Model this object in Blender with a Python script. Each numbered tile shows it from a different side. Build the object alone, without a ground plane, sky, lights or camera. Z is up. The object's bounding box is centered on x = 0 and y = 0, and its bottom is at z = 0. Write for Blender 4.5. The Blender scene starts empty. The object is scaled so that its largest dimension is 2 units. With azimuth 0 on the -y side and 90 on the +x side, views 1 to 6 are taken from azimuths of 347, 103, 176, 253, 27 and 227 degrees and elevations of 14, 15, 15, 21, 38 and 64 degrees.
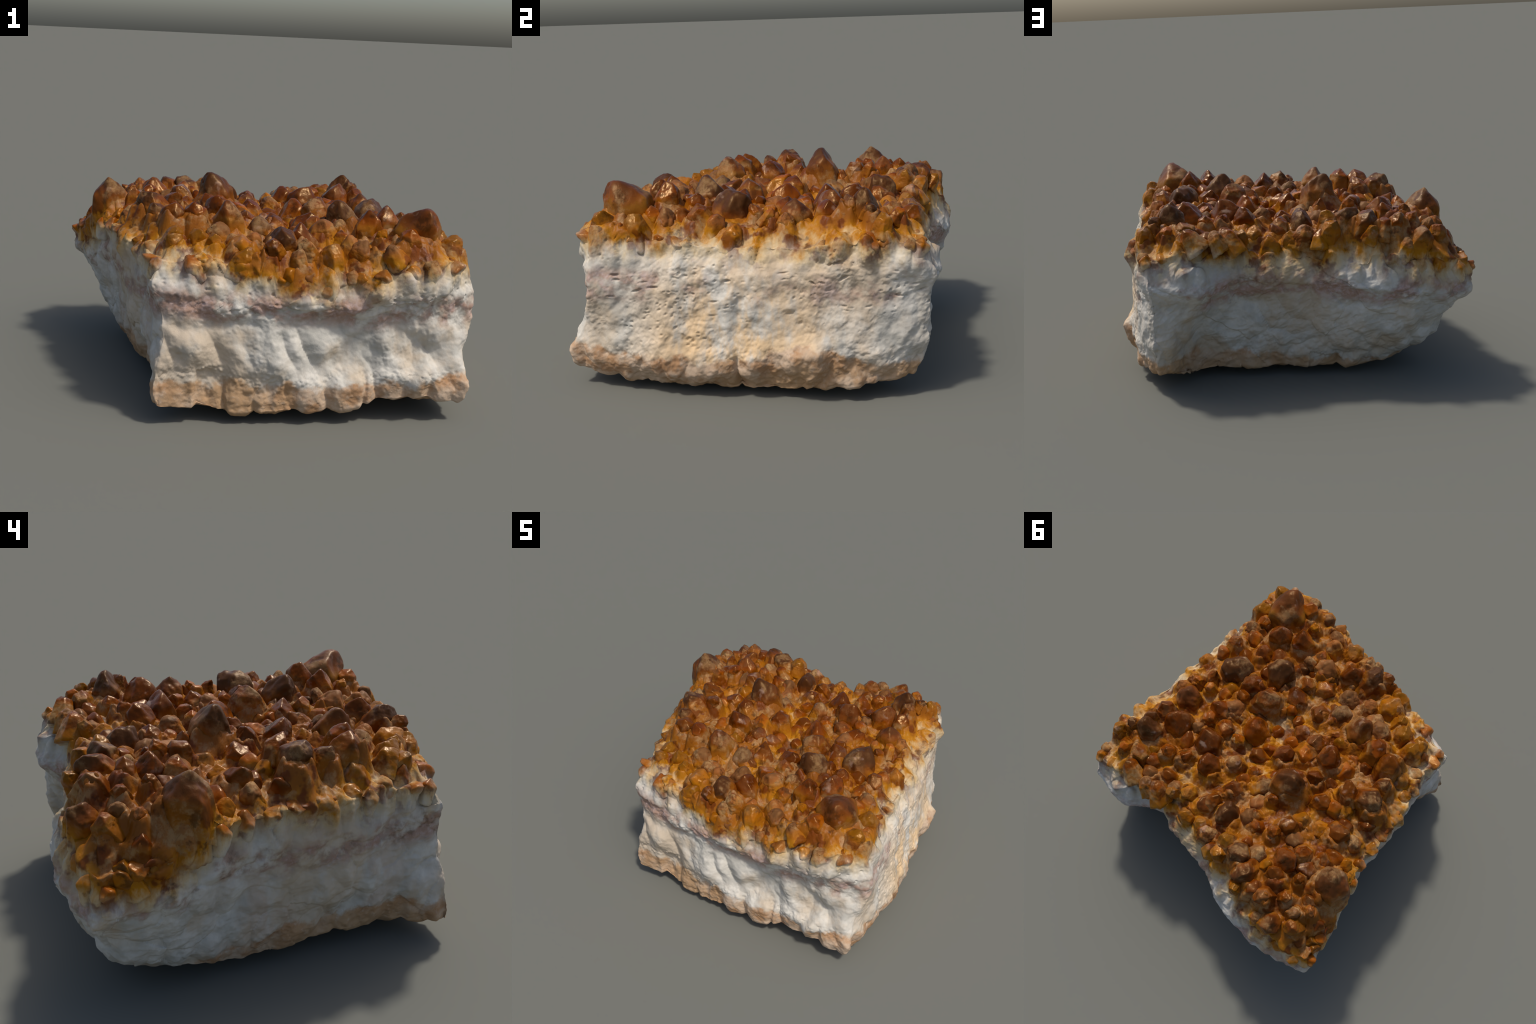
# A slab of white vein quartz with a tan outer rind, crowned by a druse of
# iron-stained amber crystals.  Everything is built from profiles, rules and
# placed crystals; all colour is procedural.
import bpy
import math
import numpy as np
from mathutils import Vector, Matrix

RNG = np.random.default_rng(41)

# ----------------------------------------------------------------------------
# noise toolbox (vectorised)
# ----------------------------------------------------------------------------


def _hash(ix, iy, iz, seed):
    h = (ix.astype(np.int64) * 73856093) ^ (iy.astype(np.int64) * 19349663) ^ (iz.astype(np.int64) * 83492791) ^ (seed * 2654435761)
    h = (h & 0xFFFFFFFF).astype(np.uint64)
    for k in (0x45D9F3B, 0x45D9F3B):
        h = ((h >> np.uint64(16)) ^ h) * np.uint64(k) & np.uint64(0xFFFFFFFF)
    h = (h >> np.uint64(16)) ^ h
    return h


def _unit(h, k):
    h = (h * np.uint64(2 * k + 1) + np.uint64(k * 40503)) & np.uint64(0xFFFFFFFF)
    h = ((h >> np.uint64(15)) ^ h) * np.uint64(0x2C1B3C6D) & np.uint64(0xFFFFFFFF)
    return ((h >> np.uint64(9)) & np.uint64(0xFFFF)).astype(np.float64) / 65535.0


def perlin(p, size, seed=0):
    """Gradient noise, about -1..1, one lump per `size` metres."""
    q = p / size
    i = np.floor(q).astype(np.int64)
    f = q - i
    w = f * f * f * (f * (f * 6 - 15) + 10)
    out = np.zeros(len(p))
    for dx in (0, 1):
        wx = w[:, 0] if dx else 1 - w[:, 0]
        for dy in (0, 1):
            wy = w[:, 1] if dy else 1 - w[:, 1]
            for dz in (0, 1):
                wz = w[:, 2] if dz else 1 - w[:, 2]
                h = _hash(i[:, 0] + dx, i[:, 1] + dy, i[:, 2] + dz, seed)
                gx, gy, gz = (_unit(h, k) * 2 - 1 for k in (1, 2, 3))
                out += wx * wy * wz * (gx * (f[:, 0] - dx) + gy * (f[:, 1] - dy) + gz * (f[:, 2] - dz))
    return out * 1.5


def fbm(p, size, octaves=4, seed=0, gain=0.5):
    total, amp = np.zeros(len(p)), 1.0
    for o in range(octaves):
        total += amp * perlin(p, size / 2 ** o, seed + 17 * o)
        amp *= gain
    return total


def ridged(p, size, octaves=3, seed=0):
    total, amp = np.zeros(len(p)), 1.0
    for o in range(octaves):
        total += amp * (1 - np.abs(perlin(p, size / 2 ** o, seed + 31 * o)) * 2.2)
        amp *= 0.5
    return total / 1.75


def worley(p, size, seed=0):
    """Distance to nearest and second feature point (in cells) and a random per cell."""
    q = p / size
    i = np.floor(q).astype(np.int64)
    f1 = np.full(len(p), 9.0)
    f2 = np.full(len(p), 9.0)
    rnd = np.zeros(len(p))
    for dx in (-1, 0, 1):
        for dy in (-1, 0, 1):
            for dz in (-1, 0, 1):
                c = i + (dx, dy, dz)
                h = _hash(c[:, 0], c[:, 1], c[:, 2], seed)
                d = np.sqrt((c[:, 0] + _unit(h, 1) - q[:, 0]) ** 2 + (c[:, 1] + _unit(h, 2) - q[:, 1]) ** 2 + (c[:, 2] + _unit(h, 3) - q[:, 2]) ** 2)
                near = d < f1
                f2 = np.where(near, f1, np.minimum(f2, d))
                rnd = np.where(near, _unit(h, 4), rnd)
                f1 = np.where(near, d, f1)
    return f1, f2, rnd


def step(a, b, x):
    t = np.clip((x - a) / (b - a), 0, 1)
    return t * t * (3 - 2 * t)


def bump(x, centre, width):
    return np.exp(-((x - centre) / width) ** 2)


# ----------------------------------------------------------------------------
# the body: vertical profiles at stations round the outline
# each row: bottom edge, rind, hollow, seam, brow, rim   (x, y, z)
# ----------------------------------------------------------------------------

SOUTH = [
    ((-.65, -.785, .095), (-.665, -.765, .20), (-.62, -.735, .38), (-.625, -.705, .57), (-.66, -.69, .67), (-.62, -.64, .79)),
    ((-.46, -.78, .08), (-.46, -.78, .22), (-.46, -.79, .38), (-.48, -.75, .57), (-.47, -.74, .67), (-.45, -.69, .80)),
    ((-.26, -.81, .06), (-.25, -.825, .18), (-.25, -.825, .36), (-.26, -.795, .54), (-.25, -.79, .63), (-.23, -.765, .76)),
    ((-.02, -.85, .07), (-.02, -.85, .19), (-.02, -.855, .36), (-.02, -.825, .55), (-.02, -.845, .62), (-.02, -.80, .75)),
    ((.22, -.865, .075), (.22, -.86, .19), (.22, -.815, .35), (.20, -.825, .52), (.20, -.865, .60), (.22, -.82, .73)),
    ((.46, -.88, .12), (.455, -.885, .22), (.47, -.84, .36), (.47, -.845, .54), (.47, -.89, .64), (.46, -.86, .76)),
    ((.66, -.91, .13), (.67, -.93, .23), (.70, -.87, .36), (.72, -.86, .57), (.72, -.89, .66), (.70, -.87, .80)),
]
EAST = [
    ((.86, -.90, .10), (.885, -.915, .19), (.90, -.83, .36), (.945, -.78, .52), (.95, -.775, .67), (.885, -.75, .82)),
    ((.88, -.60, .05), (.965, -.58, .17), (.945, -.56, .36), (.945, -.54, .56), (.93, -.52, .66), (.87, -.50, .79)),
    ((.87, -.27, .03), (.98, -.25, .16), (.95, -.24, .36), (.94, -.23, .56), (.925, -.22, .66), (.88, -.20, .77)),
    ((.90, .05, .03), (.965, .07, .19), (.945, .05, .36), (.935, .05, .56), (.93, .05, .66), (.88, .04, .77)),
    ((.905, .34, .06), (.95, .36, .23), (.92, .35, .38), (.905, .35, .56), (.91, .35, .66), (.87, .34, .77)),
    ((.87, .62, .085), (.89, .63, .22), (.88, .63, .38), (.87, .62, .57), (.89, .63, .68), (.86, .61, .80)),
]
NORTH = [
    ((.755, .82, .115), (.785, .875, .24), (.78, .89, .38), (.775, .90, .55), (.785, .92, .64), (.78, .84, .79)),
    ((.68, .80, .11), (.68, .86, .25), (.675, .885, .38), (.66, .915, .55), (.65, .93, .63), (.645, .825, .78)),
    ((.56, .66, .06), (.55, .70, .24), (.54, .77, .38), (.52, .885, .54), (.52, .915, .62), (.51, .815, .76)),
    ((.33, .65, .06), (.33, .685, .24), (.32, .715, .38), (.31, .755, .56), (.30, .79, .64), (.30, .76, .74)),
    ((.12, .67, .06), (.12, .715, .24), (.12, .75, .38), (.12, .79, .56), (.13, .83, .64), (.12, .79, .74)),
    ((-.10, .69, .06), (-.10, .76, .24), (-.10, .80, .38), (-.10, .825, .56), (-.10, .85, .62), (-.10, .81, .73)),
    ((-.34, .71, .06), (-.36, .825, .24), (-.37, .875, .38), (-.38, .93, .54), (-.38, .945, .60), (-.36, .88, .71)),
    ((-.53, .70, .07), (-.60, .81, .22), (-.63, .875, .36), (-.66, .93, .50), (-.66, .945, .56), (-.63, .89, .71)),
]
WEST = [
    ((-.64, .62, .10), (-.755, .715, .22), (-.83, .79, .36), (-.91, .84, .46), (-.98, .825, .54), (-.935, .815, .69)),
    ((-.70, .52, .12), (-.80, .57, .21), (-.835, .61, .34), (-.905, .69, .45), (-.975, .72, .54), (-.935, .69, .70)),
    ((-.71, .39, .09), (-.765, .42, .21), (-.785, .44, .34), (-.845, .48, .46), (-.895, .51, .56), (-.88, .48, .74)),
    ((-.68, .25, .08), (-.74, .26, .21), (-.755, .27, .34), (-.79, .28, .50), (-.825, .29, .62), (-.81, .27, .78)),
    ((-.65, .05, .08), (-.70, .05, .21), (-.725, .05, .34), (-.765, .06, .52), (-.78, .06, .66), (-.775, .05, .80)),
    ((-.605, -.22, .10), (-.65, -.21, .21), (-.71, -.21, .35), (-.735, -.20, .54), (-.74, -.20, .66), (-.735, -.18, .80)),
    ((-.58, -.46, .11), (-.61, -.46, .22), (-.65, -.45, .36), (-.66, -.44, .55), (-.675, -.43, .66), (-.675, -.42, .79)),
]
# heights of the ground the crystals stand on
BED_LEVELS = [
    (.80, .70, .87), (.60, .55, .89), (.55, .40, .89), (.70, .20, .85), (.60, -.10, .87), (.80, -.30, .85), (.55, -.25, .92), (.80, -.65, .86),
    (.60, -.70, .92), (.30, -.70, .83), (.40, -.30, .88), (.20, .10, .83), (.05, -.60, .84), (-.10, -.70, .82), (-.25, -.60, .83),
    (-.25, -.30, .88), (-.40, -.50, .86), (-.55, -.50, .83), (-.55, -.30, .86), (-.60, -.10, .90), (-.68, -.24, .87), (-.24, .20, .88), (0, .10, .84),
    (-.10, .50, .85), (.20, .45, .86), (.40, .70, .85), (.48, .84, .86), (.10, .75, .80), (-.30, .70, .89), (-.45, .85, .85), (-.60, .30, .87),
    (-.45, .35, .92), (-.28, .32, .92), (-.50, .60, .95), (-.65, .60, .91), (-.75, .25, .80), (-.68, .72, .87), (-.85, .60, .82), (-.75, .88, .80),
    (-.95, .78, .69),
]
# crystals: tip position, radius, look
# (r)ed-brown, (o)range, (a)mber, (b)rown and rough, (t)an and pitted
CRYSTALS = {
    "north_east": [
        (0.80, 0.68, 0.94, 0.038, "a"), (0.76, 0.61, 0.97, 0.031, "b"), (0.64, 0.58, 1.01, 0.076, "b"), (0.57, 0.40, 0.99, 0.084, "r"),
        (0.71, 0.40, 0.96, 0.054, "r"), (0.68, 0.23, 0.96, 0.070, "b"), (0.79, 0.20, 0.92, 0.039, "t"), (0.72, 0.12, 0.92, 0.031, "o"),
        (0.63, 0.10, 0.92, 0.031, "o"), (0.68, 0.02, 0.93, 0.031, "o"), (0.48, 0.16, 0.93, 0.054, "r"), (0.41, 0.07, 0.92, 0.054, "t"),
        (0.37, 0.34, 0.98, 0.091, "r"), (0.21, 0.08, 0.95, 0.092, "r"), (0.26, 0.20, 0.90, 0.038, "o"), (0.35, 0.19, 0.91, 0.054, "r"),
        (0.47, 0.57, 0.94, 0.041, "o"), (0.59, 0.69, 0.94, 0.045, "b"), (0.59, 0.78, 0.93, 0.045, "o"), (0.24, 0.46, 0.96, 0.071, "r"),
        (0.71, 0.49, 0.98, 0.038, "b"), (0.46, 0.24, 0.93, 0.038, "o"), (0.38, 0.53, 0.93, 0.045, "r"), (0.67, 0.75, 0.93, 0.030, "o"),
        (0.20, 0.65, 0.89, 0.045, "a"), (0.28, 0.78, 0.90, 0.030, "a"), (0.41, 0.81, 0.92, 0.052, "o"), (0.50, 0.89, 0.92, 0.037, "t"),
    ],
    "south_east": [
        (0.62, -0.11, 0.99, 0.094, "b"), (0.46, -0.11, 0.96, 0.062, "r"), (0.45, -0.01, 0.93, 0.039, "o"), (0.58, -0.30, 0.96, 0.051, "r"),
        (0.76, -0.27, 0.94, 0.048, "o"), (0.79, -0.39, 0.93, 0.049, "t"), (0.86, -0.57, 0.93, 0.057, "a"), (0.75, -0.49, 0.93, 0.041, "o"),
        (0.29, -0.10, 0.99, 0.060, "b"), (0.85, -0.71, 0.94, 0.050, "a"), (0.69, -0.67, 1.06, 0.116, "b"), (0.59, -0.76, 0.97, 0.049, "o"),
        (0.58, -0.46, 1.02, 0.071, "r"), (0.45, -0.53, 1.01, 0.067, "r"), (0.74, -0.50, 0.93, 0.032, "t"), (0.47, -0.68, 0.94, 0.028, "a"),
        (0.35, -0.76, 0.91, 0.048, "t"), (0.33, -0.68, 0.91, 0.056, "t"), (0.39, -0.31, 1.02, 0.086, "b"), (0.31, -0.55, 0.91, 0.048, "r"),
        (0.32, -0.47, 0.95, 0.032, "t"), (0.20, -0.51, 0.96, 0.063, "t"), (0.19, -0.77, 0.91, 0.056, "a"), (0.23, -0.36, 0.94, 0.047, "r"),
        (0.20, -0.25, 0.94, 0.062, "r"),
    ],
    "north_west": [
        (0.15, 0.34, 0.92, 0.045, "t"), (-0.13, 0.00, 0.95, 0.060, "o"), (-0.04, 0.09, 0.95, 0.060, "r"), (-0.21, 0.20, 1.08, 0.092, "b"),
        (-0.18, 0.33, 0.95, 0.037, "o"), (-0.29, 0.09, 0.98, 0.044, "r"), (-0.40, 0.15, 0.95, 0.048, "o"), (-0.47, 0.00, 1.01, 0.044, "o"),
        (-0.37, 0.41, 0.98, 0.050, "o"), (-0.35, 0.50, 0.98, 0.036, "o"), (-0.51, 0.27, 0.90, 0.051, "a"), (-0.60, 0.22, 0.94, 0.061, "o"),
        (-0.55, 0.44, 0.97, 0.042, "r"), (-0.52, 0.55, 0.99, 0.077, "r"), (-0.61, 0.51, 0.93, 0.050, "r"), (-0.55, 0.65, 0.97, 0.049, "o"),
        (-0.66, 0.41, 0.95, 0.043, "o"), (-0.79, 0.46, 1.02, 0.090, "b"), (-0.70, 0.19, 0.90, 0.051, "t"), (-0.74, 0.12, 0.81, 0.037, "a"),
        (-0.75, 0.28, 0.87, 0.043, "a"), (-0.68, 0.70, 0.93, 0.031, "o"), (-0.76, 0.71, 0.90, 0.035, "t"), (-0.82, 0.64, 0.89, 0.028, "o"),
        (-0.73, 0.85, 0.89, 0.052, "b"), (-0.80, 0.79, 0.88, 0.042, "b"), (-0.86, 0.55, 0.78, 0.052, "a"), (-0.90, 0.73, 0.74, 0.050, "a"),
        (-0.65, 0.58, 0.95, 0.028, "o"), (0.08, 0.63, 0.89, 0.052, "b"), (0.04, 0.55, 0.91, 0.044, "o"), (-0.07, 0.59, 0.95, 0.069, "b"),
        (0.12, 0.75, 0.87, 0.044, "a"), (0.02, 0.73, 0.88, 0.044, "a"), (0.03, 0.45, 0.92, 0.044, "r"), (-0.09, 0.74, 0.91, 0.043, "t"),
        (-0.20, 0.72, 0.97, 0.043, "a"), (-0.22, 0.81, 0.94, 0.043, "a"), (-0.31, 0.71, 0.98, 0.057, "b"), (-0.42, 0.79, 0.97, 0.056, "b"),
        (-0.44, 0.89, 0.92, 0.031, "a"), (-0.58, 0.81, 0.96, 0.049, "o"), (-0.65, 0.90, 0.84, 0.042, "t"),
    ],
    "south_west": [
        (0.07, -0.61, 0.96, 0.071, "r"), (0.06, -0.75, 0.93, 0.048, "t"), (0.02, -0.83, 0.89, 0.036, "t"), (-0.05, -0.70, 0.96, 0.063, "b"),
        (-0.11, -0.76, 0.93, 0.035, "o"), (0.12, -0.44, 0.91, 0.063, "r"), (-0.01, -0.48, 0.91, 0.070, "t"), (0.01, -0.26, 0.94, 0.061, "o"),
        (-0.08, -0.36, 0.94, 0.061, "b"), (0.00, -0.11, 0.91, 0.050, "r"), (-0.10, -0.12, 0.93, 0.053, "r"), (-0.24, -0.32, 1.02, 0.090, "b"),
        (-0.30, -0.43, 0.93, 0.061, "t"), (-0.22, -0.64, 0.91, 0.066, "a"), (-0.22, -0.74, 0.89, 0.047, "a"), (-0.36, -0.60, 0.91, 0.035, "a"),
        (-0.42, -0.54, 0.92, 0.053, "a"), (-0.41, -0.33, 1.01, 0.060, "r"), (-0.51, -0.32, 1.00, 0.060, "o"), (-0.52, -0.50, 0.92, 0.045, "a"),
        (-0.54, -0.57, 0.91, 0.046, "a"), (-0.25, -0.08, 1.00, 0.067, "r"), (-0.03, -0.62, 0.90, 0.047, "o"), (-0.14, -0.54, 0.90, 0.039, "t"),
        (-0.54, -0.07, 0.95, 0.037, "b"), (-0.64, -0.03, 1.02, 0.064, "b"), (-0.59, -0.19, 0.98, 0.044, "b"),
    ],
}
BED_DROP = 0.012


def bed_height(x, y):
    b = np.array(BED_LEVELS)
    w = np.exp(-((x[:, None] - b[:, 0]) ** 2 + (y[:, None] - b[:, 1]) ** 2) / (2 * .13 ** 2)) + 1e-9
    return (w * b[:, 2]).sum(1) / w.sum(1) - BED_DROP


def hermite(keys, values, at, slack=None, period=None):
    """Cubic through values (n, ...) at keys; slack < 1 tightens the corners."""
    n = len(keys)
    if period:
        k = np.concatenate([[keys[-1] - period], keys, [keys[0] + period, keys[1] + period]])
        v = np.concatenate([values[-1:], values, values[:2]])
        s = np.concatenate([slack[-1:], slack, slack[:2]]) if slack is not None else np.ones(n + 3)
        m = np.zeros_like(v)
        d = (k[2:] - k[:-2]).reshape(-1, *[1] * (v.ndim - 1))
        m[1:-1] = (v[2:] - v[:-2]) / d
    else:
        k, v = np.asarray(keys, float), values
        s = np.ones(n)
        m = np.gradient(v, k, axis=0)
    m = m * s.reshape(-1, *[1] * (v.ndim - 1))
    j = np.clip(np.searchsorted(k, at, side="right") - 1, 0, len(k) - 2)
    h = k[j + 1] - k[j]
    t = (at - k[j]) / h
    sh = lambda a: a.reshape(-1, *[1] * (v.ndim - 1))
    t, h = sh(t), sh(h)
    return ((2 * t ** 3 - 3 * t ** 2 + 1) * v[j] + (t ** 3 - 2 * t ** 2 + t) * h * m[j]
            + (-2 * t ** 3 + 3 * t ** 2) * v[j + 1] + (t ** 3 - t ** 2) * h * m[j + 1])


COLUMNS, SIDE_ROWS, TOP_ROWS, UNDER_ROWS = 1150, 170, 150, 60


def build_body():
    """One closed skin as a grid: underside rings, side rows, bed rings."""
    stations = np.array(SOUTH + EAST + NORTH + WEST)            # (n, 6, 3)
    corners = {0, len(SOUTH), len(SOUTH) + len(EAST), len(SOUTH) + len(EAST) + len(NORTH)}
    slack = np.array([0.45 if k in corners else 0.9 for k in range(len(stations))])
    mid = stations[:, 3:5, :2].mean(1)
    gap = np.linalg.norm(np.roll(mid, -1, 0) - mid, axis=1)
    keys = np.concatenate([[0], np.cumsum(gap)[:-1]])
    period = gap.sum()
    at = np.arange(COLUMNS) / COLUMNS * period
    ring = hermite(keys, stations, at, slack, period)          # (C, 6, 3)
    side_id = np.interp(at, np.append(keys, period), np.arange(len(stations) + 1))

    spans = np.linalg.norm(np.diff(ring, axis=1), axis=2).mean(0)
    cum = np.concatenate([[0], np.cumsum(spans)]) / spans.sum()
    level = np.interp(np.linspace(0, 1, SIDE_ROWS), cum, np.arange(6))
    side = hermite(np.arange(6.0), np.swapaxes(ring, 0, 1), level)   # (R, C, 3)

    centre = np.array([0.0, 0.03])
    s = 1 - np.arange(1, TOP_ROWS + 1) / TOP_ROWS * 0.995
    top = np.zeros((TOP_ROWS, COLUMNS, 3))
    top[..., :2] = centre + (side[-1, :, :2] - centre) * s[:, None, None]
    b = bed_height(top[..., 0].ravel(), top[..., 1].ravel()).reshape(TOP_ROWS, COLUMNS)
    k = step(0, 1, (1 - s) / .11)[:, None]
    top[..., 2] = side[-1, :, 2] * (1 - k) + b * k
    s2 = 1 - np.arange(1, UNDER_ROWS + 1) / UNDER_ROWS * 0.99
    under = np.zeros((UNDER_ROWS, COLUMNS, 3))
    under[..., :2] = centre + (side[0, :, :2] - centre) * s2[:, None, None]
    under[..., 2] = .028 + (side[0, :, 2] - .028) * s2[:, None] ** 2.2
    grid = np.concatenate([under[::-1], side, top])
    v = np.concatenate([np.linspace(-1, -.02, UNDER_ROWS), level, 5 + (1 - s)])
    for _ in range(5):                                       # round the edges a little
        grid[1:-1] = .5 * grid[1:-1] + .25 * (grid[2:] + grid[:-2])
    return grid, v, side_id


def grid_normals(g):
    a = np.roll(g, -1, 1) - np.roll(g, 1, 1)
    b = np.gradient(g, axis=0)
    n = np.cross(a, b)
    return n / (np.linalg.norm(n, axis=2, keepdims=True) + 1e-12)


def carve(grid, v, side_id, crystals, edge_points):
    """Relief of the four faces, the rind, the seam and the druse."""
    rows, cols, _ = grid.shape
    n = grid_normals(grid)
    p = grid.reshape(-1, 3)
    V = np.repeat(v, cols)
    S = np.tile(side_id, rows)
    x, y, z = p.T
    a, b_, c_ = len(SOUTH), len(SOUTH) + len(EAST), len(SOUTH) + len(EAST) + len(NORTH)
    d_ = c_ + len(WEST)
    soft = .35
    south = step(-soft, soft, S) * (1 - step(a - soft, a + soft, S)) + step(d_ - soft, d_ + soft, S)
    east = step(a - soft, a + soft, S) * (1 - step(b_ - soft, b_ + soft, S))
    north = step(b_ - soft, b_ + soft, S) * (1 - step(c_ + 1 - soft, c_ + 1 + soft, S))
    west = step(c_ + 1 - soft, c_ + 1 + soft, S) * (1 - step(d_ - soft, d_ + soft, S))
    on_side = step(-.1, .1, V) * (1 - step(4.9, 5.02, V))
    on_top = step(4.95, 5.06, V)
    lean = p + np.stack([perlin(p, .22, k) for k in (3, 4, 5)], 1) * .05       # warped space

    out = np.zeros(len(p))
    out += on_side * (.016 * fbm(p, .26, 3, 11) + .006 * fbm(p, .07, 3, 12))

    # --- seam of rubble under the brow, all round but strongest on the south
    seam_row = 3.45 + .35 * perlin(p * (1, 1, .01), .35, 21)
    seam = bump(V, seam_row, .55)
    f1, f2, r = worley(lean * (1, 1, 1.5), .048, 22)
    g1, g2, gr = worley(lean * (1, 1, 1.3), .095, 24)
    broken = step(-.2, .25, perlin(p, .20, 25))
    rubble = broken * (.5 - f1) * (.3 + 1.2 * r) + .9 * (.42 - g1) * (.2 + gr) + .35 * fbm(lean, .10, 3, 26)
    out += seam * (south * 1.0 + east * .25 + north * .35 + west * .35) * .028 * rubble
    out -= bump(V, seam_row - .75, .28) * (south * .012 * step(-.35, .2, perlin(p, .3, 23)) + north * .006)
    # --- south: scoops and flutes in the hollow, crumbs over the rind
    q = lean * (1, 1, .7)
    hollow = bump(V, 2.05, .75) * south
    out += hollow * (.036 * (np.abs(perlin(q, .19, 31)) * 2 - .55) + .010 * fbm(p, .10, 2, 32))
    out -= hollow * .026 * step(.48, .58, x) * (1 - step(.74, .88, x)) * bump(z, .38, .13)          # smooth bowl near the corner
    out -= hollow * .030 * bump(x, .25, .06) * bump(z, .29, .09)
    out -= south * .034 * bump(x, -.34, .085) * bump(z, .31, .15)                                     # recess beside the corner pillar
    out += south * .022 * bump(x, .46, .05) * bump(z, .44, .07)
    out += south * .020 * bump(x, -.53, .09) * bump(z, .655, .045)                                    # pink nodule
    f1, f2, r = worley(p, .022, 33)
    crumbs = bump(V, 1.28 + .25 * perlin(p, .15, 36), .22)
    out += crumbs * (south * .012 + east * .006) * (.55 - f1) * (r > .35)
    # --- brow of the south and east faces: small vugs
    f1, f2, r = worley(p * (1, 1, 1.2), .034, 34)
    vugs = np.clip(.34 - f1, 0, 1) / .34 * (r > .55)
    out -= (south * bump(V, 3.9, .8) * .014) * vugs
    # --- east: pitted sawn-looking face with short level cracks
    f1, f2, r = worley(lean * (1, 1, 1.6), .030, 41)
    pits = np.clip(.36 - f1, 0, 1) / .36 * (r > .45)
    patchy = step(-.25, .3, perlin(p, .25, 42))
    out -= east * on_side * step(.8, 1.5, V) * patchy * .012 * pits
    f1, f2, r = worley(lean * (1, .55, 2.2), .055, 43)
    cracks = np.clip(.28 - f1, 0, 1) / .28 * (r > .5)
    out -= (east + .5 * north) * bump(V, 3.3, .9) * .020 * cracks
    out += east * on_side * (.008 * fbm(p, .09, 2, 44) + .004 * patchy * fbm(p, .03, 2, 45))
    out -= east * .014 * bump(y, -.02 + .02 * np.sin(z * 14), .030) * (1 - step(2.6, 3.4, V)) * on_side
    out += east * .012 * perlin(p * (1, 1, .25), .09, 45) * bump(V, 1.8, 1.0)
    # --- north and west: conchoidal flakes with thin wrinkled edges
    sl = lean @ np.array([[1, 0, .35], [0, 1, 0], [-.55, 0, 1]])
    f1, f2, r = worley(sl * (1, 1, .8), .16, 51)
    out += (north + west) * on_side * (.045 * (f2 - f1 - .35) * step(.2, 1, V) * .55 + .012 * (r - .5))
    out += (north * .9 + west * .6) * on_side * .0055 * ridged(lean @ np.array([[1, 0, .5], [0, 1, 0], [-.6, 0, 1]]) * (.6, .6, 1.6), .075, 3, 52)
    out += west * on_side * .010 * fbm(p * (1, 1, .5), .10, 3, 53)
    out -= north * on_side * .010 * bump(x + .55 * (z - .15), .63, .045) * (1 - step(2.6, 3.6, V))
    # --- rind: rounded lobes parted by cracks
    rind = (1 - step(1.15, 1.55, V)) * step(-.9, -.1, V)
    f1, f2, r = worley(lean * (1, 1, .4) + .02 * perlin(p, .1, 63)[:, None], .20, 61)
    out += rind * (.055 * np.minimum(f2 - f1, .45) * (.5 + r) - .012 + .006 * fbm(p, .08, 3, 64))
    low = 1 - step(1.0, 1.6, V)
    for cx, wide, deep in ((.37, .014, .022), (.70, .018, .014), (-.10, .02, .012), (.03, .03, .01)):
        out -= south * low * step(-.2, .1, V) * deep * bump(x, cx + .04 * (z - .15), wide)
    out -= south * low * step(-.8, -.1, V) * .034 * step(-.475, -.445, x) * (1 - step(-.42, -.28, x))   # notch by the south-west block
    out += east * .013 * bump(y, .30, .17) * bump(z, .235, .085)              # swelling of the rind
    out -= east * low * step(-.2, .1, V) * .016 * bump(y, -.03, .010)
    under = 1 - step(-.12, 0, V)
    out += under * (.014 * fbm(p, .14, 4, 62))

    # --- scalloped lower edge of the druse: stubby columns melting into the quartz
    f1, f2, r = worley(lean * (1, 1, .5), .10, 71)
    fringe = step(3.75, 4.5, V) * (1 - step(5.10, 5.25, V))
    out += fringe * (.085 * np.clip(.62 - f1, 0, 1) * (.35 + r) - .012)
    p = p + n.reshape(-1, 3) * out[:, None]

    # --- druse ground: little points and hummocks, a skirt round each big crystal
    up = np.zeros(len(p))
    f1, f2, r = worley(p * (1, 1, .35), .085, 72)
    up += .070 * np.clip(.62 - f1, 0, 1) * (.25 + r)
    f1, f2, r = worley(p * (1, 1, .35), .040, 73)
    up += .026 * np.clip(.62 - f1, 0, 1) * (.2 + r)
    up += .010 * fbm(p, .05, 3, 74)
    skirt = np.zeros(len(p))
    sel = V > 4.2
    px, py = p[sel, 0], p[sel, 1]
    best = np.zeros(sel.sum())
    for tx, ty, tz, rad, _ in crystals:
        h = np.clip(tz - (1.15 if rad > .066 else .72) * rad - bed_height(np.array([tx]), np.array([ty]))[0], .0, .16)
        d = np.sqrt((px - tx) ** 2 + (py - ty) ** 2) / rad
        best = np.maximum(best, h * (1 - step(.85, 1.75, d)))
    skirt[sel] = best
    p[:, 2] += on_top * (up - .020) + step(4.25, 5.03, V) * skirt
    # the quartz swells round every point that grows out of the upper sides
    swell = np.zeros(len(p))
    sel = (V > 3.6) & (V < 5.6)
    near = p[sel]
    for ex, ey, ez, rad in edge_points:
        d = np.sqrt((near[:, 0] - ex) ** 2 + (near[:, 1] - ey) ** 2 + (.7 * (near[:, 2] - ez)) ** 2) / rad
        swell[sel] = np.maximum(swell[sel], .38 * rad * (1 - step(.35, 1.8, d)))
    p = p + n.reshape(-1, 3) * swell[:, None]
    # fine tooth everywhere
    g = p.reshape(rows, cols, 3)
    n = grid_normals(g).reshape(-1, 3)
    f1, f2, r = worley(p, .017, 81)
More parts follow.
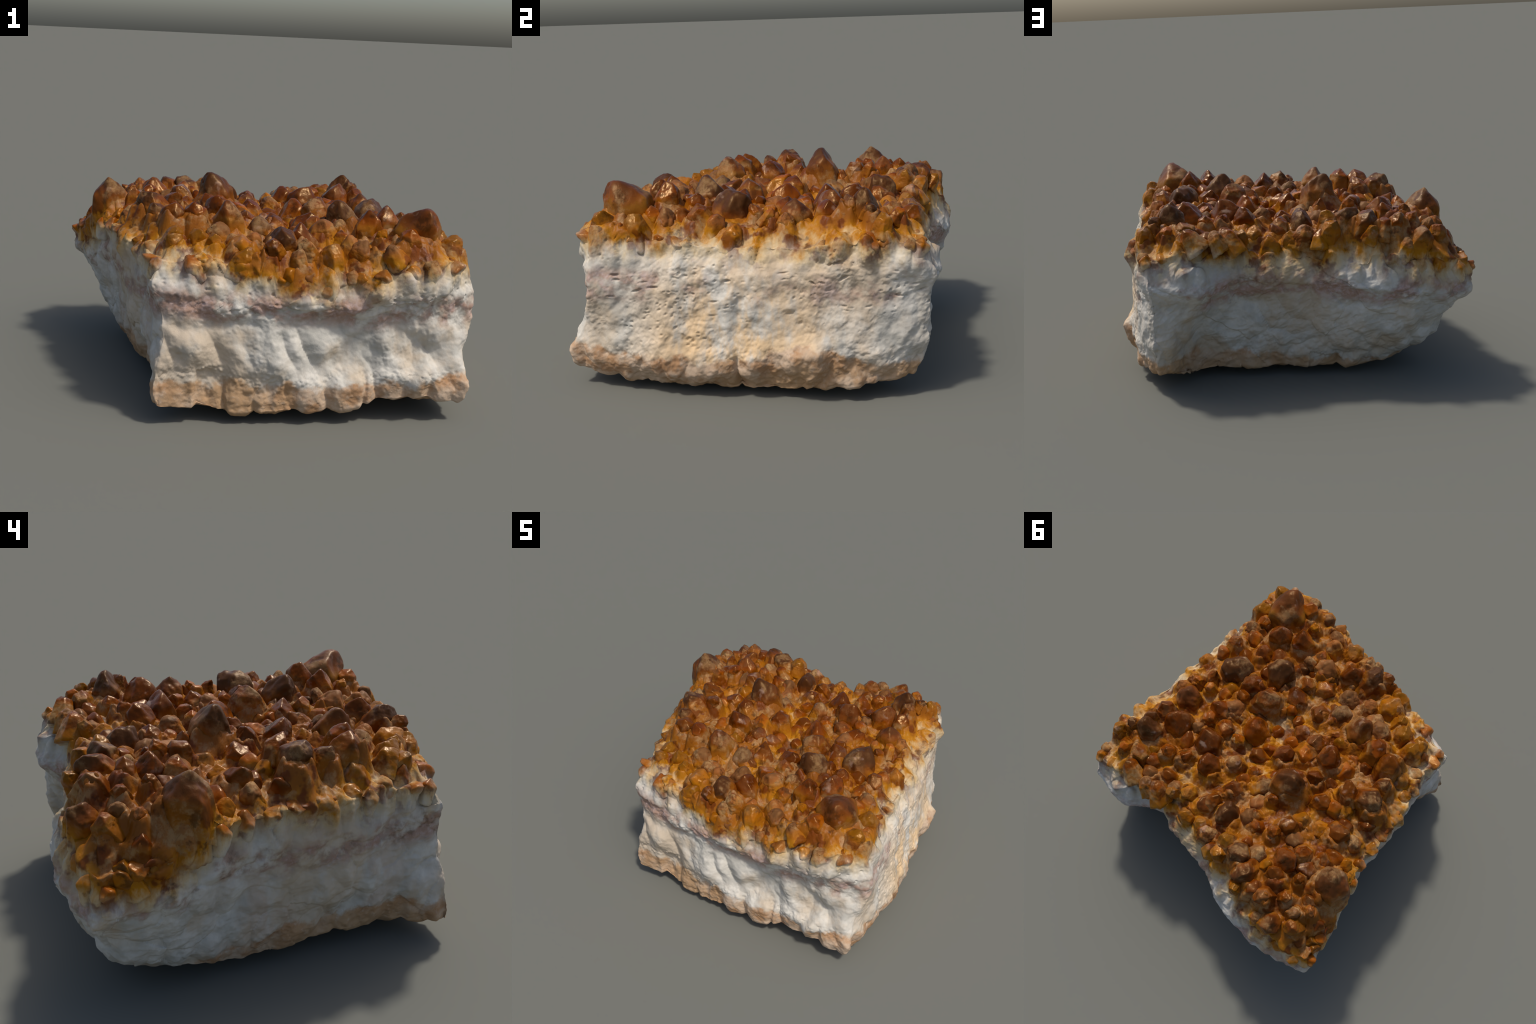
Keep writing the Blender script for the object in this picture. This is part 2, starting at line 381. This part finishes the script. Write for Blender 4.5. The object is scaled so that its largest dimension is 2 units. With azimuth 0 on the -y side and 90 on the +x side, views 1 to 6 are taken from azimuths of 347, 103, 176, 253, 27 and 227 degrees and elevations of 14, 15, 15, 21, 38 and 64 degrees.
    fine = .0035 * fbm(p, .022, 2, 82) - .004 * np.clip(.34 - f1, 0, 1) / .34 * (r > .6)
    p = p + n * (fine * (.35 + .3 * (south + east) + .3 * on_top) * (.4 + .9 * step(-.2, .4, perlin(p, .2, 83))))[:, None]
    return p.reshape(rows, cols, 3)


# ----------------------------------------------------------------------------
# materials
# ----------------------------------------------------------------------------


class Nodes:
    """Small helper to write node trees as expressions."""

    def __init__(self, name):
        self.mat = bpy.data.materials.new(name)
        self.mat.use_nodes = True
        self.t = self.mat.node_tree
        self.bsdf = self.t.nodes["Principled BSDF"]

    def new(self, kind, **inputs):
        node = self.t.nodes.new(kind)
        for k, val in inputs.items():
            self.put(node.inputs[k], val)
        return node

    def put(self, socket, val):
        if hasattr(val, "is_output"):
            self.t.links.new(val, socket)
        else:
            socket.default_value = val

    def math(self, op, a, b=0.0, c=0.0, clamp=False):
        node = self.t.nodes.new("ShaderNodeMath")
        node.operation, node.use_clamp = op, clamp
        for s, val in zip(node.inputs, (a, b, c)):
            self.put(s, val)
        return node.outputs[0]

    def add(self, a, b): return self.math("ADD", a, b)
    def sub(self, a, b): return self.math("SUBTRACT", a, b)
    def mul(self, a, b): return self.math("MULTIPLY", a, b)

    def span(self, val, lo, hi, a=0.0, b=1.0):
        node = self.t.nodes.new("ShaderNodeMapRange")
        node.interpolation_type = "SMOOTHSTEP"
        for s, q in zip(node.inputs, (val, lo, hi, a, b)):
            self.put(s, q)
        return node.outputs[0]

    def scaled(self, vec, scale, shift=(0, 0, 0)):
        node = self.t.nodes.new("ShaderNodeMapping")
        self.put(node.inputs[0], vec)
        node.inputs["Scale"].default_value = scale
        node.inputs["Location"].default_value = shift
        return node.outputs[0]

    def noise(self, vec, scale, detail=4.0, rough=.55, warp=0.0):
        node = self.new("ShaderNodeTexNoise", Vector=vec, Scale=scale, Detail=detail, Roughness=rough, Distortion=warp)
        return node.outputs[0]

    def cells(self, vec, scale, feature="F1"):
        node = self.t.nodes.new("ShaderNodeTexVoronoi")
        node.feature = feature
        self.put(node.inputs["Vector"], vec)
        node.inputs["Scale"].default_value = scale
        return node.outputs["Distance"]

    def ramp(self, fac, stops):
        node = self.t.nodes.new("ShaderNodeValToRGB")
        self.put(node.inputs[0], fac)
        el = node.color_ramp.elements
        while len(el) < len(stops):
            el.new(.5)
        for e, (pos, col) in zip(el, stops):
            e.position, e.color = pos, (*col, 1)
        return node.outputs[0]

    def mix(self, fac, a, b):
        node = self.t.nodes.new("ShaderNodeMix")
        node.data_type = "RGBA"
        self.put(node.inputs[0], fac)
        for s, val in ((node.inputs[6], a), (node.inputs[7], b)):
            self.put(s, (*val, 1) if isinstance(val, tuple) else val)
        return node.outputs[2]

    def near(self, pos, point, reach):
        node = self.t.nodes.new("ShaderNodeVectorMath")
        node.operation = "DISTANCE"
        self.put(node.inputs[0], pos)
        node.inputs[1].default_value = point
        return self.span(node.outputs["Value"], 0.0, reach, 1.0, 0.0)

    def finish(self, colour, rough, height=None, strength=.3, reach=.01, **more):
        self.put(self.bsdf.inputs["Base Color"], colour)
        self.put(self.bsdf.inputs["Roughness"], rough)
        for k, val in more.items():
            self.put(self.bsdf.inputs[k.replace("_", " ")], val)
        if height is not None:
            bump_node = self.new("ShaderNodeBump", Height=height, Strength=strength, Distance=reach)
            self.put(self.bsdf.inputs["Normal"], bump_node.outputs[0])
        return self.mat


WHITE, CHALK, CREAM = (.585, .545, .475), (.45, .425, .37), (.62, .49, .33)
PINK, UMBER = (.36, .225, .165), (.19, .115, .075)
TAN, PALE_TAN = (.43, .27, .145), (.50, .37, .26)
STRAW, AMBER, ORANGE = (.52, .37, .17), (.37, .145, .005), (.275, .070, .0015)
RED, DEEP, DUST, BROWN = (.118, .024, .001), (.042, .011, .001), (.31, .18, .075), (.058, .024, .009)


def amber_line(m, pos):
    """Height at which the iron stain starts, as it runs round the specimen."""
    h = m.mul(m.near(pos, (-.97, .85, .62), .75), -.16)
    h = m.add(h, m.mul(m.near(pos, (.0, -.80, .70), .42), -.09))
    h = m.add(h, m.mul(m.near(pos, (.30, -.85, .70), .35), -.05))
    h = m.add(h, m.mul(m.near(pos, (.0, .90, .70), .60), -.05))
    h = m.add(h, m.mul(m.near(pos, (-.90, .58, .66), .32), -.08))
    return m.add(h, .735)


def druse_colour(m, pos, z, n_fine):
    """Straw, amber, then orange-brown with dusty tan and dark red patches."""
    t = m.math("DIVIDE", m.sub(z, amber_line(m, pos)), .10)
    t = m.add(t, m.mul(m.sub(m.noise(m.scaled(pos, (1, 1, .5)), 9, 5, .6), .5), 3.2))
    druse = m.ramp(m.span(t, -.2, 2.4), [(0, STRAW), (.30, AMBER), (.60, (.27, .088, .005)), (1, (.20, .062, .005))])
    dusty = m.mul(m.span(m.noise(pos, 7.5, 5, .62), .49, .59), .75)
    druse = m.mix(dusty, druse, m.mix(m.span(n_fine, .42, .6), DUST, (.25, .105, .03)))
    druse = m.mix(m.mul(m.span(m.noise(m.scaled(pos, (1, 1, 1), (2, 5, 8)), 9, 3), .54, .62), .85), druse, RED)
    druse = m.mix(m.mul(m.span(m.noise(m.scaled(pos, (1, 1, 1), (6, 1, 3)), 12, 4, .6), .58, .68), .7), druse, DEEP)
    return t, druse, dusty


def stone_material():
    m = Nodes("iron_stained_quartz")
    pos = m.new("ShaderNodeTexCoord").outputs["Object"]
    sep = m.new("ShaderNodeSeparateXYZ", Vector=pos).outputs
    x, y, z = sep[0], sep[1], sep[2]
    n_big, n_mid, n_fine = m.noise(pos, 2.6, 5), m.noise(pos, 8.0, 5, .6), m.noise(pos, 34.0, 4, .6)
    streak = m.noise(m.scaled(pos, (4, 4, 1.5)), 1.5, 5, .62)

    # white quartz with chalky, cream and greyish clouds
    base = m.mix(m.span(n_mid, .38, .64), WHITE, CHALK)
    warm = m.mul(m.span(m.noise(m.scaled(pos, (1, 1, .7), (4, 1, 2)), 2.6, 5, .6), .47, .62), .75)
    base = m.mix(warm, base, (.50, .39, .27))
    east_stain = m.mul(m.near(pos, (.97, -.04, .28), .80), m.span(streak, .34, .52))
    base = m.mix(m.mul(east_stain, .95), base, (.66, .45, .24))
    west_stain = m.mul(m.near(pos, (-.72, -.15, .36), .75), m.span(m.noise(m.scaled(pos, (1, 1, .8), (3, 1, 6)), 4.5, 5, .6), .44, .60))
    base = m.mix(m.mul(west_stain, .95), base, (.44, .325, .235))
    north_stain = m.mul(m.near(pos, (.30, .75, .30), .80), m.span(m.noise(m.scaled(pos, (1, 1, 1), (5, 3, 1)), 4.0, 5, .6), .46, .62))
    base = m.mix(m.mul(north_stain, .9), base, (.45, .35, .24))
    # pinkish-brown seam
    seam_mid = m.add(m.add(.575, m.mul(m.sub(n_big, .5), .20)), m.mul(m.near(pos, (-.97, .85, .55), .6), -.07))
    seam = m.math("ABSOLUTE", m.sub(z, seam_mid))
    seam = m.mul(m.span(seam, .03, .12, 1, 0), m.span(m.add(m.mul(n_mid, .6), m.mul(n_big, .4)), .41, .53))
    seam = m.mul(seam, m.add(1.0, m.mul(m.near(pos, (.97, .05, .58), .95), -.5)))
    seam = m.mul(seam, m.span(m.noise(m.scaled(pos, (1, 1, 1.6), (9, 4, 2)), 4.2, 4, .6), .40, .54))
    seam_col = m.mix(m.span(n_fine, .40, .62), PINK, m.mix(m.span(n_mid, .45, .6), UMBER, (.46, .33, .29)))
    base = m.mix(m.mul(seam, .95), base, seam_col)
    # tan rind along the foot, missing toward the north-west
    thin = m.span(m.sub(y, m.mul(x, .55)), .25, 1.0)
    foot = m.sub(m.add(m.add(.215, m.add(m.mul(m.near(pos, (.90, -.90, .16), .25), .06), m.mul(m.near(pos, (.97, .30, .24), .30), .12))), m.mul(m.sub(n_mid, .5), .20)), m.mul(thin, .11))
    rind = m.span(m.sub(foot, z), -.012, .028)
    rind_col = m.mix(m.span(n_big, .40, .60), TAN, m.mix(m.span(n_mid, .42, .62), PALE_TAN, (.38, .215, .11)))
    rind_col = m.mix(m.mul(m.span(n_fine, .52, .72), .3), rind_col, (.58, .47, .37))
    base = m.mix(rind, base, rind_col)
    t, druse, dusty = druse_colour(m, pos, z, n_fine)
    col = m.mix(m.span(t, -1.0, .75), base, druse)
    pit = m.span(m.cells(pos, 75), .10, .24, 1, 0)
    col = m.mix(m.mul(m.mul(m.mul(pit, dusty), m.span(t, .4, 1.2)), .55), col, (.05, .03, .025))
    rough = m.mix(m.span(t, .2, 1.0), (.8, .8, .8), (.45, .45, .45))
    height = m.add(m.mul(n_fine, .6), m.mul(m.noise(pos, 90, 3, .6), .4))
    return m.finish(col, rough, height, .35, .008, Specular_IOR_Level=.15)


def crystal_material(name, tint, tint_amount, dust_amount, gloss):
    m = Nodes(name)
    pos = m.new("ShaderNodeNewGeometry").outputs["Position"]
    local = m.new("ShaderNodeTexCoord").outputs["Object"]
    rnd = m.new("ShaderNodeObjectInfo").outputs["Random"]
    z = m.new("ShaderNodeSeparateXYZ", Vector=pos).outputs[2]
    n_mid, n_fine = m.noise(pos, 9.0, 4, .6), m.noise(pos, 40.0, 4, .6)
    bt, bed_col, _ = druse_colour(m, pos, z, n_fine)
    bed_col = m.mix(m.span(bt, -1.0, .75), WHITE, bed_col)
    lz = m.new("ShaderNodeSeparateXYZ", Vector=local).outputs[2]
    t = m.add(m.mul(m.span(lz, -.2, 1.25), .95), m.mul(m.sub(n_mid, .5), 1.1))
    t = m.add(t, m.mul(m.sub(rnd, .42), 1.0))
    t = m.add(m.mul(t, m.span(bt, .2, 2.6, .45, 1.0)), m.span(bt, 1.6, 3.4, .0, .22))
    col = m.ramp(t, [(0, AMBER), (.24, ORANGE), (.48, (.21, .044, .001)), (.68, RED), (1, (.062, .014, .001))])
    col = m.mix(tint_amount, col, tint)
    col = m.mix(m.mul(m.span(m.noise(pos, 13, 4, .6), .54, .66), .75), col, DEEP)  # dark red-brown patches paint shading within the crystals into their colour
    col = m.mix(m.mul(m.span(m.noise(m.scaled(pos, (1, 1, 1), (3, 9, 4)), 11, 3), .62, .74), .5), col, (.38, .25, .18))  # pale glints: highlight spots painted into the crystal colour
    dust = m.mul(m.span(m.noise(m.scaled(pos, (1, 1, 1), (8, 2, 6)), 6.5, 5, .62), .50, .60), dust_amount)
    col = m.mix(dust, col, m.mix(m.span(n_fine, .42, .62), DUST, (.20, .095, .035)))
    pit = m.span(m.cells(pos, 62), .10, .26, 1, 0)
    col = m.mix(m.mul(m.mul(pit, dust), .8), col, (.04, .022, .015))
    # the foot of each point melts into the ground it grows from
    melt = m.mul(m.span(m.add(lz, m.mul(m.sub(n_mid, .5), 1.2)), .0, .65), m.span(bt, -.6, 1.3))
    col = m.mix(melt, bed_col, col)
    rough = m.add(gloss, m.mul(dust, .3))
    height = m.sub(m.add(m.mul(n_fine, .5), m.mul(m.noise(pos, 110, 3), .2)), m.mul(m.mul(pit, dust), .8))
    return m.finish(col, rough, height, .35, .008, Specular_IOR_Level=.30, Specular_Tint=(1, .66, .32, 1), Subsurface_Weight=.12, Subsurface_Radius=(.05, .018, .004), Subsurface_Scale=.5)


# ----------------------------------------------------------------------------
# crystals
# ----------------------------------------------------------------------------


def ball(subdivisions):
    import bmesh
    bm = bmesh.new()
    bmesh.ops.create_icosphere(bm, subdivisions=subdivisions, radius=1)
    v = np.array([q.co[:] for q in bm.verts])
    f = [[q.index for q in face.verts] for face in bm.faces]
    bm.free()
    return v / np.linalg.norm(v, axis=1, keepdims=True), f


def crystal_shape(dirs, rng, sharp, lump, pitted, flare=(.10, .34), flat_top=True):
    """A worn six-sided point: soft intersection of prism and pyramid planes.
    Radius about 1, tip near z = 1.5, root near z = -1.5."""
    planes = []
    for k in range(6):
        a = math.radians(60 * k + rng.uniform(-7, 7))
        planes.append((np.array([math.cos(a), math.sin(a), rng.uniform(*flare)]), rng.uniform(.80, 1.0)))
        s = math.radians(rng.uniform(34, 52))
        if rng.random() < .78:
            planes.append((np.array([math.cos(a) * math.cos(s), math.sin(a) * math.cos(s), math.sin(s)]), rng.uniform(.84, 1.18)))
    if flat_top:
        planes.append((np.array([rng.uniform(-.35, .35), rng.uniform(-.35, .35), 1.0]), rng.uniform(1.15, 1.9)))
    planes.append((np.array([0, 0, -1.0]), 1.6))
    for _ in range(2):                                       # chipped corners
        a, s = rng.uniform(0, 6.28), math.radians(rng.uniform(5, 70))
        planes.append((np.array([math.cos(a) * math.cos(s), math.sin(a) * math.cos(s), math.sin(s)]), rng.uniform(.88, 1.06)))
    total = np.zeros(len(dirs))
    for nrm, off in planes:
        nrm = nrm / np.linalg.norm(nrm)
        total += np.maximum(dirs @ nrm / off, 0) ** sharp
    p = dirs * (total ** (-1 / sharp))[:, None]
    seed = int(rng.integers(1, 9999))
    out = lump * (.085 * fbm(p, 1.1, 2, seed) + .025 * fbm(p, .3, 2, seed + 5))
    f1, f2, r = worley(p, .22, seed + 9)
    holes = step(-.1, .35, perlin(p, 1.3, seed + 11)) * pitted
    out -= .075 * holes * np.clip(.45 - f1, 0, 1) / .45 * (r > .35)
    out -= .05 * pitted * np.maximum(perlin(p * (1, 1, .25), .35, seed + 13), 0)
    p = p * (1 + out)[:, None]
    p[:, 2] *= np.where(p[:, 2] > 0, TIP / p[:, 2].max(), 1)
    return p


def mesh_from(name, verts, faces, mat, smooth=True):
    me = bpy.data.meshes.new(name)
    me.from_pydata([tuple(q) for q in verts], [], faces)
    me.polygons.foreach_set("use_smooth", [smooth] * len(me.polygons))
    me.materials.append(mat)
    me.update()
    return me


def place(obj_name, mesh, parent, tip, radius, height, tilt, turn):
    """Stand a crystal so that its point sits at `tip`."""
    o = bpy.data.objects.new(obj_name, mesh)
    bpy.context.scene.collection.objects.link(o)
    axis = Vector(tilt).normalized()
    rot = Vector((0, 0, 1)).rotation_difference(axis).to_matrix() @ Matrix.Rotation(turn, 3, "Z")
    o.location = Vector(tip) - axis * height * TIP
    o.rotation_euler = rot.to_euler()
    o.scale = (radius, radius * float(RNG.uniform(.88, 1.1)), height)
    o.parent = parent
    return o


TIP = 1.2


def main():
    crystals = [c for group in CRYSTALS.values() for c in group]
    grid, v, side_id = build_body()
    flat = grid.copy()
    cols = grid.shape[1]
    # where the smaller points stand: between the big ones, and along the upper sides
    fillers, placed = [], [(q[0], q[1], q[3]) for q in crystals]
    band = flat[np.searchsorted(v, 5.0):]
    for _ in range(5000):
        if len(fillers) >= 70:
            break
        row, col = int(len(band) * (.06 + .94 * RNG.random() ** 1.3)), int(RNG.integers(cols))
        q = band[min(row, len(band) - 1), col]
        rad = float(RNG.uniform(.036, .060))
        if any(math.hypot(q[0] - a, q[1] - b) < .74 * (s + rad) for a, b, s in placed):
            continue
        placed.append((q[0], q[1], rad))
        fillers.append((q[0], q[1], q[2] + rad * float(RNG.uniform(.6, 1.1)), rad, RNG.choice(list("rrrooabt"))))
    edge_points, edge_out = [], []
    flat_n = grid_normals(flat)
    lo, hi = np.searchsorted(v, 4.35), np.searchsorted(v, 4.97)
    for _ in range(3000):
        if len(edge_points) >= 60:
            break
        row, col = int(RNG.integers(lo, hi)), int(RNG.integers(cols))
        q, nrm = flat[row, col], flat_n[row, col]
        rad = float(RNG.uniform(.032, .056))
        line = .735 - .16 * max(0, 1 - math.dist(q, (-.97, .85, .62)) / .75) - .11 * max(0, 1 - math.dist(q, (.1, -.82, .70)) / .42)
        if q[2] < line + .035 or any(math.dist(q, s[:3]) < .85 * (rad + s[3]) for s in edge_points):
            continue
        edge_points.append((float(q[0]), float(q[1]), float(q[2]), rad))
        side = math.hypot(nrm[0], nrm[1]) + 1e-6
        edge_out.append((float(nrm[0]) / side, float(nrm[1]) / side))
    grid = carve(grid, v, side_id, crystals + fillers, edge_points)
    rows, cols, _ = grid.shape
    verts = grid.reshape(-1, 3)
    verts = np.vstack([verts, grid[0].mean(0)[None], grid[-1].mean(0)[None]])
    verts[:, 2] -= verts[:, 2].min()
    r, c = np.meshgrid(np.arange(rows - 1), np.arange(cols), indexing="ij")
    i0, i1 = r * cols + c, r * cols + (c + 1) % cols
    quads = np.stack([i0, i1, i1 + cols, i0 + cols], -1).reshape(-1, 4)
    cc = np.arange(cols)
    bottom = np.stack([np.full(cols, rows * cols), (cc + 1) % cols, cc], 1)
    last = (rows - 1) * cols
    crown = np.stack([np.full(cols, rows * cols + 1), last + cc, last + (cc + 1) % cols], 1)

    # vertex normals of the whole skin, so that the three parts show no seam
    n = grid_normals(grid).reshape(-1, 3)
    n = np.vstack([n, [[0, 0, -1], [0, 0, 1]]])

    # split by region: rind below, druse above, white quartz between
    fv = np.repeat(v[:-1], cols)
    fs = np.tile(side_id, rows - 1)
    wob = .25 * np.sin(fs * 2.1) + .15 * np.sin(fs * 5.3 + 1)
    region = np.where(fv < 1.15 + wob * .6, 0, np.where(fv > 4.35 + wob, 2, 1))
    stone = stone_material()

    root = bpy.data.objects.new("crystal_cluster_rock", None)
    bpy.context.scene.collection.objects.link(root)
    root["label"] = "Slab of white quartz topped with amber-brown pointed crystals"
    root["category"] = "mineral specimen"
    parts = {}
    for k, name in ((0, "outer_rind"), (1, "quartz_layer"), (2, "crystal_bed")):
        f = [tuple(q) for q in quads[region == k]]
        if k == 0:
            f += [tuple(q) for q in bottom]
        if k == 2:
            f += [tuple(q) for q in crown]
        used = np.unique(np.concatenate([np.array(q).ravel() for q in f]))
        remap = np.full(len(verts), -1)
        remap[used] = np.arange(len(used))
        f = [tuple(int(w) for w in remap[list(q)]) for q in f]
        me = mesh_from(name, verts[used], f, stone)
        me.normals_split_custom_set_from_vertices([tuple(q) for q in n[used]])
        o = bpy.data.objects.new(name, me)
        bpy.context.scene.collection.objects.link(o)
        o.parent = root
        parts[name] = o
    bed = parts["crystal_bed"]

    looks = {
        "r": crystal_material("red_brown_crystal", RED, .50, .15, .25),
        "o": crystal_material("orange_crystal", ORANGE, .22, .25, .30),
        "a": crystal_material("amber_crystal", AMBER, .40, .25, .30),
        "b": crystal_material("rough_brown_crystal", BROWN, .48, .45, .40),
        "t": crystal_material("tan_pitted_crystal", (.25, .115, .04), .45, 1.0, .55),
    }
    fine_dirs, fine_faces = ball(5)
    small_dirs, small_faces = ball(4)
    rng = np.random.default_rng(7)
    big, small, edge_kind, dome = {}, {}, {}, {}
    for key, (sharp, lump, pitted) in {"r": (34, .9, .35), "o": (28, 1.0, .4), "a": (22, 1.1, .35), "b": (26, 1.1, .9), "t": (22, 1.4, 1.0)}.items():
        big[key] = [mesh_from("crystal", crystal_shape(fine_dirs, rng, sharp, lump, pitted), fine_faces, looks[key]) for _ in range(5)]
        dome[key] = [mesh_from("large_crystal", crystal_shape(fine_dirs, rng, sharp * .7, lump, max(pitted, .6), (.0, .14), True), fine_faces, looks[key]) for _ in range(3)]
        edge_kind[key] = [mesh_from("edge_crystal", crystal_shape(small_dirs, rng, sharp * .7, lump * 1.1, pitted, (-.25, .06)), small_faces, looks[key]) for _ in range(4)]
        small[key] = [mesh_from("small_crystal", crystal_shape(small_dirs, rng, sharp, lump * 1.2, pitted), small_faces, looks[key]) for _ in range(4)]

    rim = flat[np.searchsorted(v, 4.9), :, :2] - (0, .03)
    rim_angle, rim_reach = np.arctan2(rim[:, 1], rim[:, 0]), np.hypot(rim[:, 0], rim[:, 1])
    order = np.argsort(rim_angle)
    for tx, ty, tz, rad, key in crystals:
        reach = float(np.interp(math.atan2(ty - .03, tx), rim_angle[order], rim_reach[order])) - .75 * rad
        far = math.hypot(tx, ty - .03)
        if far > reach:                                      # keep every root inside the rock
            tx, ty = tx * reach / far, .03 + (ty - .03) * reach / far
            far = reach
        b = float(bed_height(np.array([tx]), np.array([ty]))[0])
        edge = max(0.0, math.hypot(tx, ty) - .55)
        loose = .20 + .18 * step(.80, .97, far / (reach + .6 * rad))
        tz -= .02 * step(.80, .97, far / (reach + .6 * rad))
        tilt = np.array([tx * edge * .5 + RNG.normal(0, loose), ty * edge * .5 + RNG.normal(0, loose), 1])
        away = np.array([tx, ty - .03]) / max(far, .01)
        lean_in = min(0.0, float(tilt[:2] @ away) - .15)
        if far > .75 * reach:                                # near the rim the roots point inward
            tilt[:2] -= lean_in * away
        large = rad > .066
        height = rad * float(RNG.uniform(1.35, 1.55) if large else RNG.uniform(1.0, 1.3))
        if large:
            tilt = tilt * (.45, .45, 1)
        place("crystal", (dome[key][int(RNG.integers(3))] if large else big[key][int(RNG.integers(5))]), bed, (tx, ty, tz), rad * (1.1 if large else 1.2), height, tilt, RNG.uniform(0, 6.28))

    # stubby crystals half sunk in the upper side faces, melting into the quartz
    for (ex, ey, ez, rad), (ox, oy) in zip(edge_points, edge_out):
        out = Vector((ox, oy, 0))
        tilt = (ox * .7 + RNG.normal(0, .3), oy * .7 + RNG.normal(0, .3), 1)
        tip = Vector((ex, ey, ez)) + out * rad * .05 + Vector((0, 0, rad * .75))
        key = RNG.choice(list("aaoot"))
        place("crystal", edge_kind[key][int(RNG.integers(4))], bed, tip, rad, rad * float(RNG.uniform(.95, 1.2)), tilt, RNG.uniform(0, 6.28))

    # smaller points filling the gaps
    for fx, fy, fz, rad, key in fillers:
        tilt = (RNG.normal(0, .25), RNG.normal(0, .25), 1)
        place("crystal", small[key][int(RNG.integers(4))], bed, (fx, fy, fz), rad * 1.12, rad * float(RNG.uniform(.95, 1.25)), tilt, RNG.uniform(0, 6.28))


main()
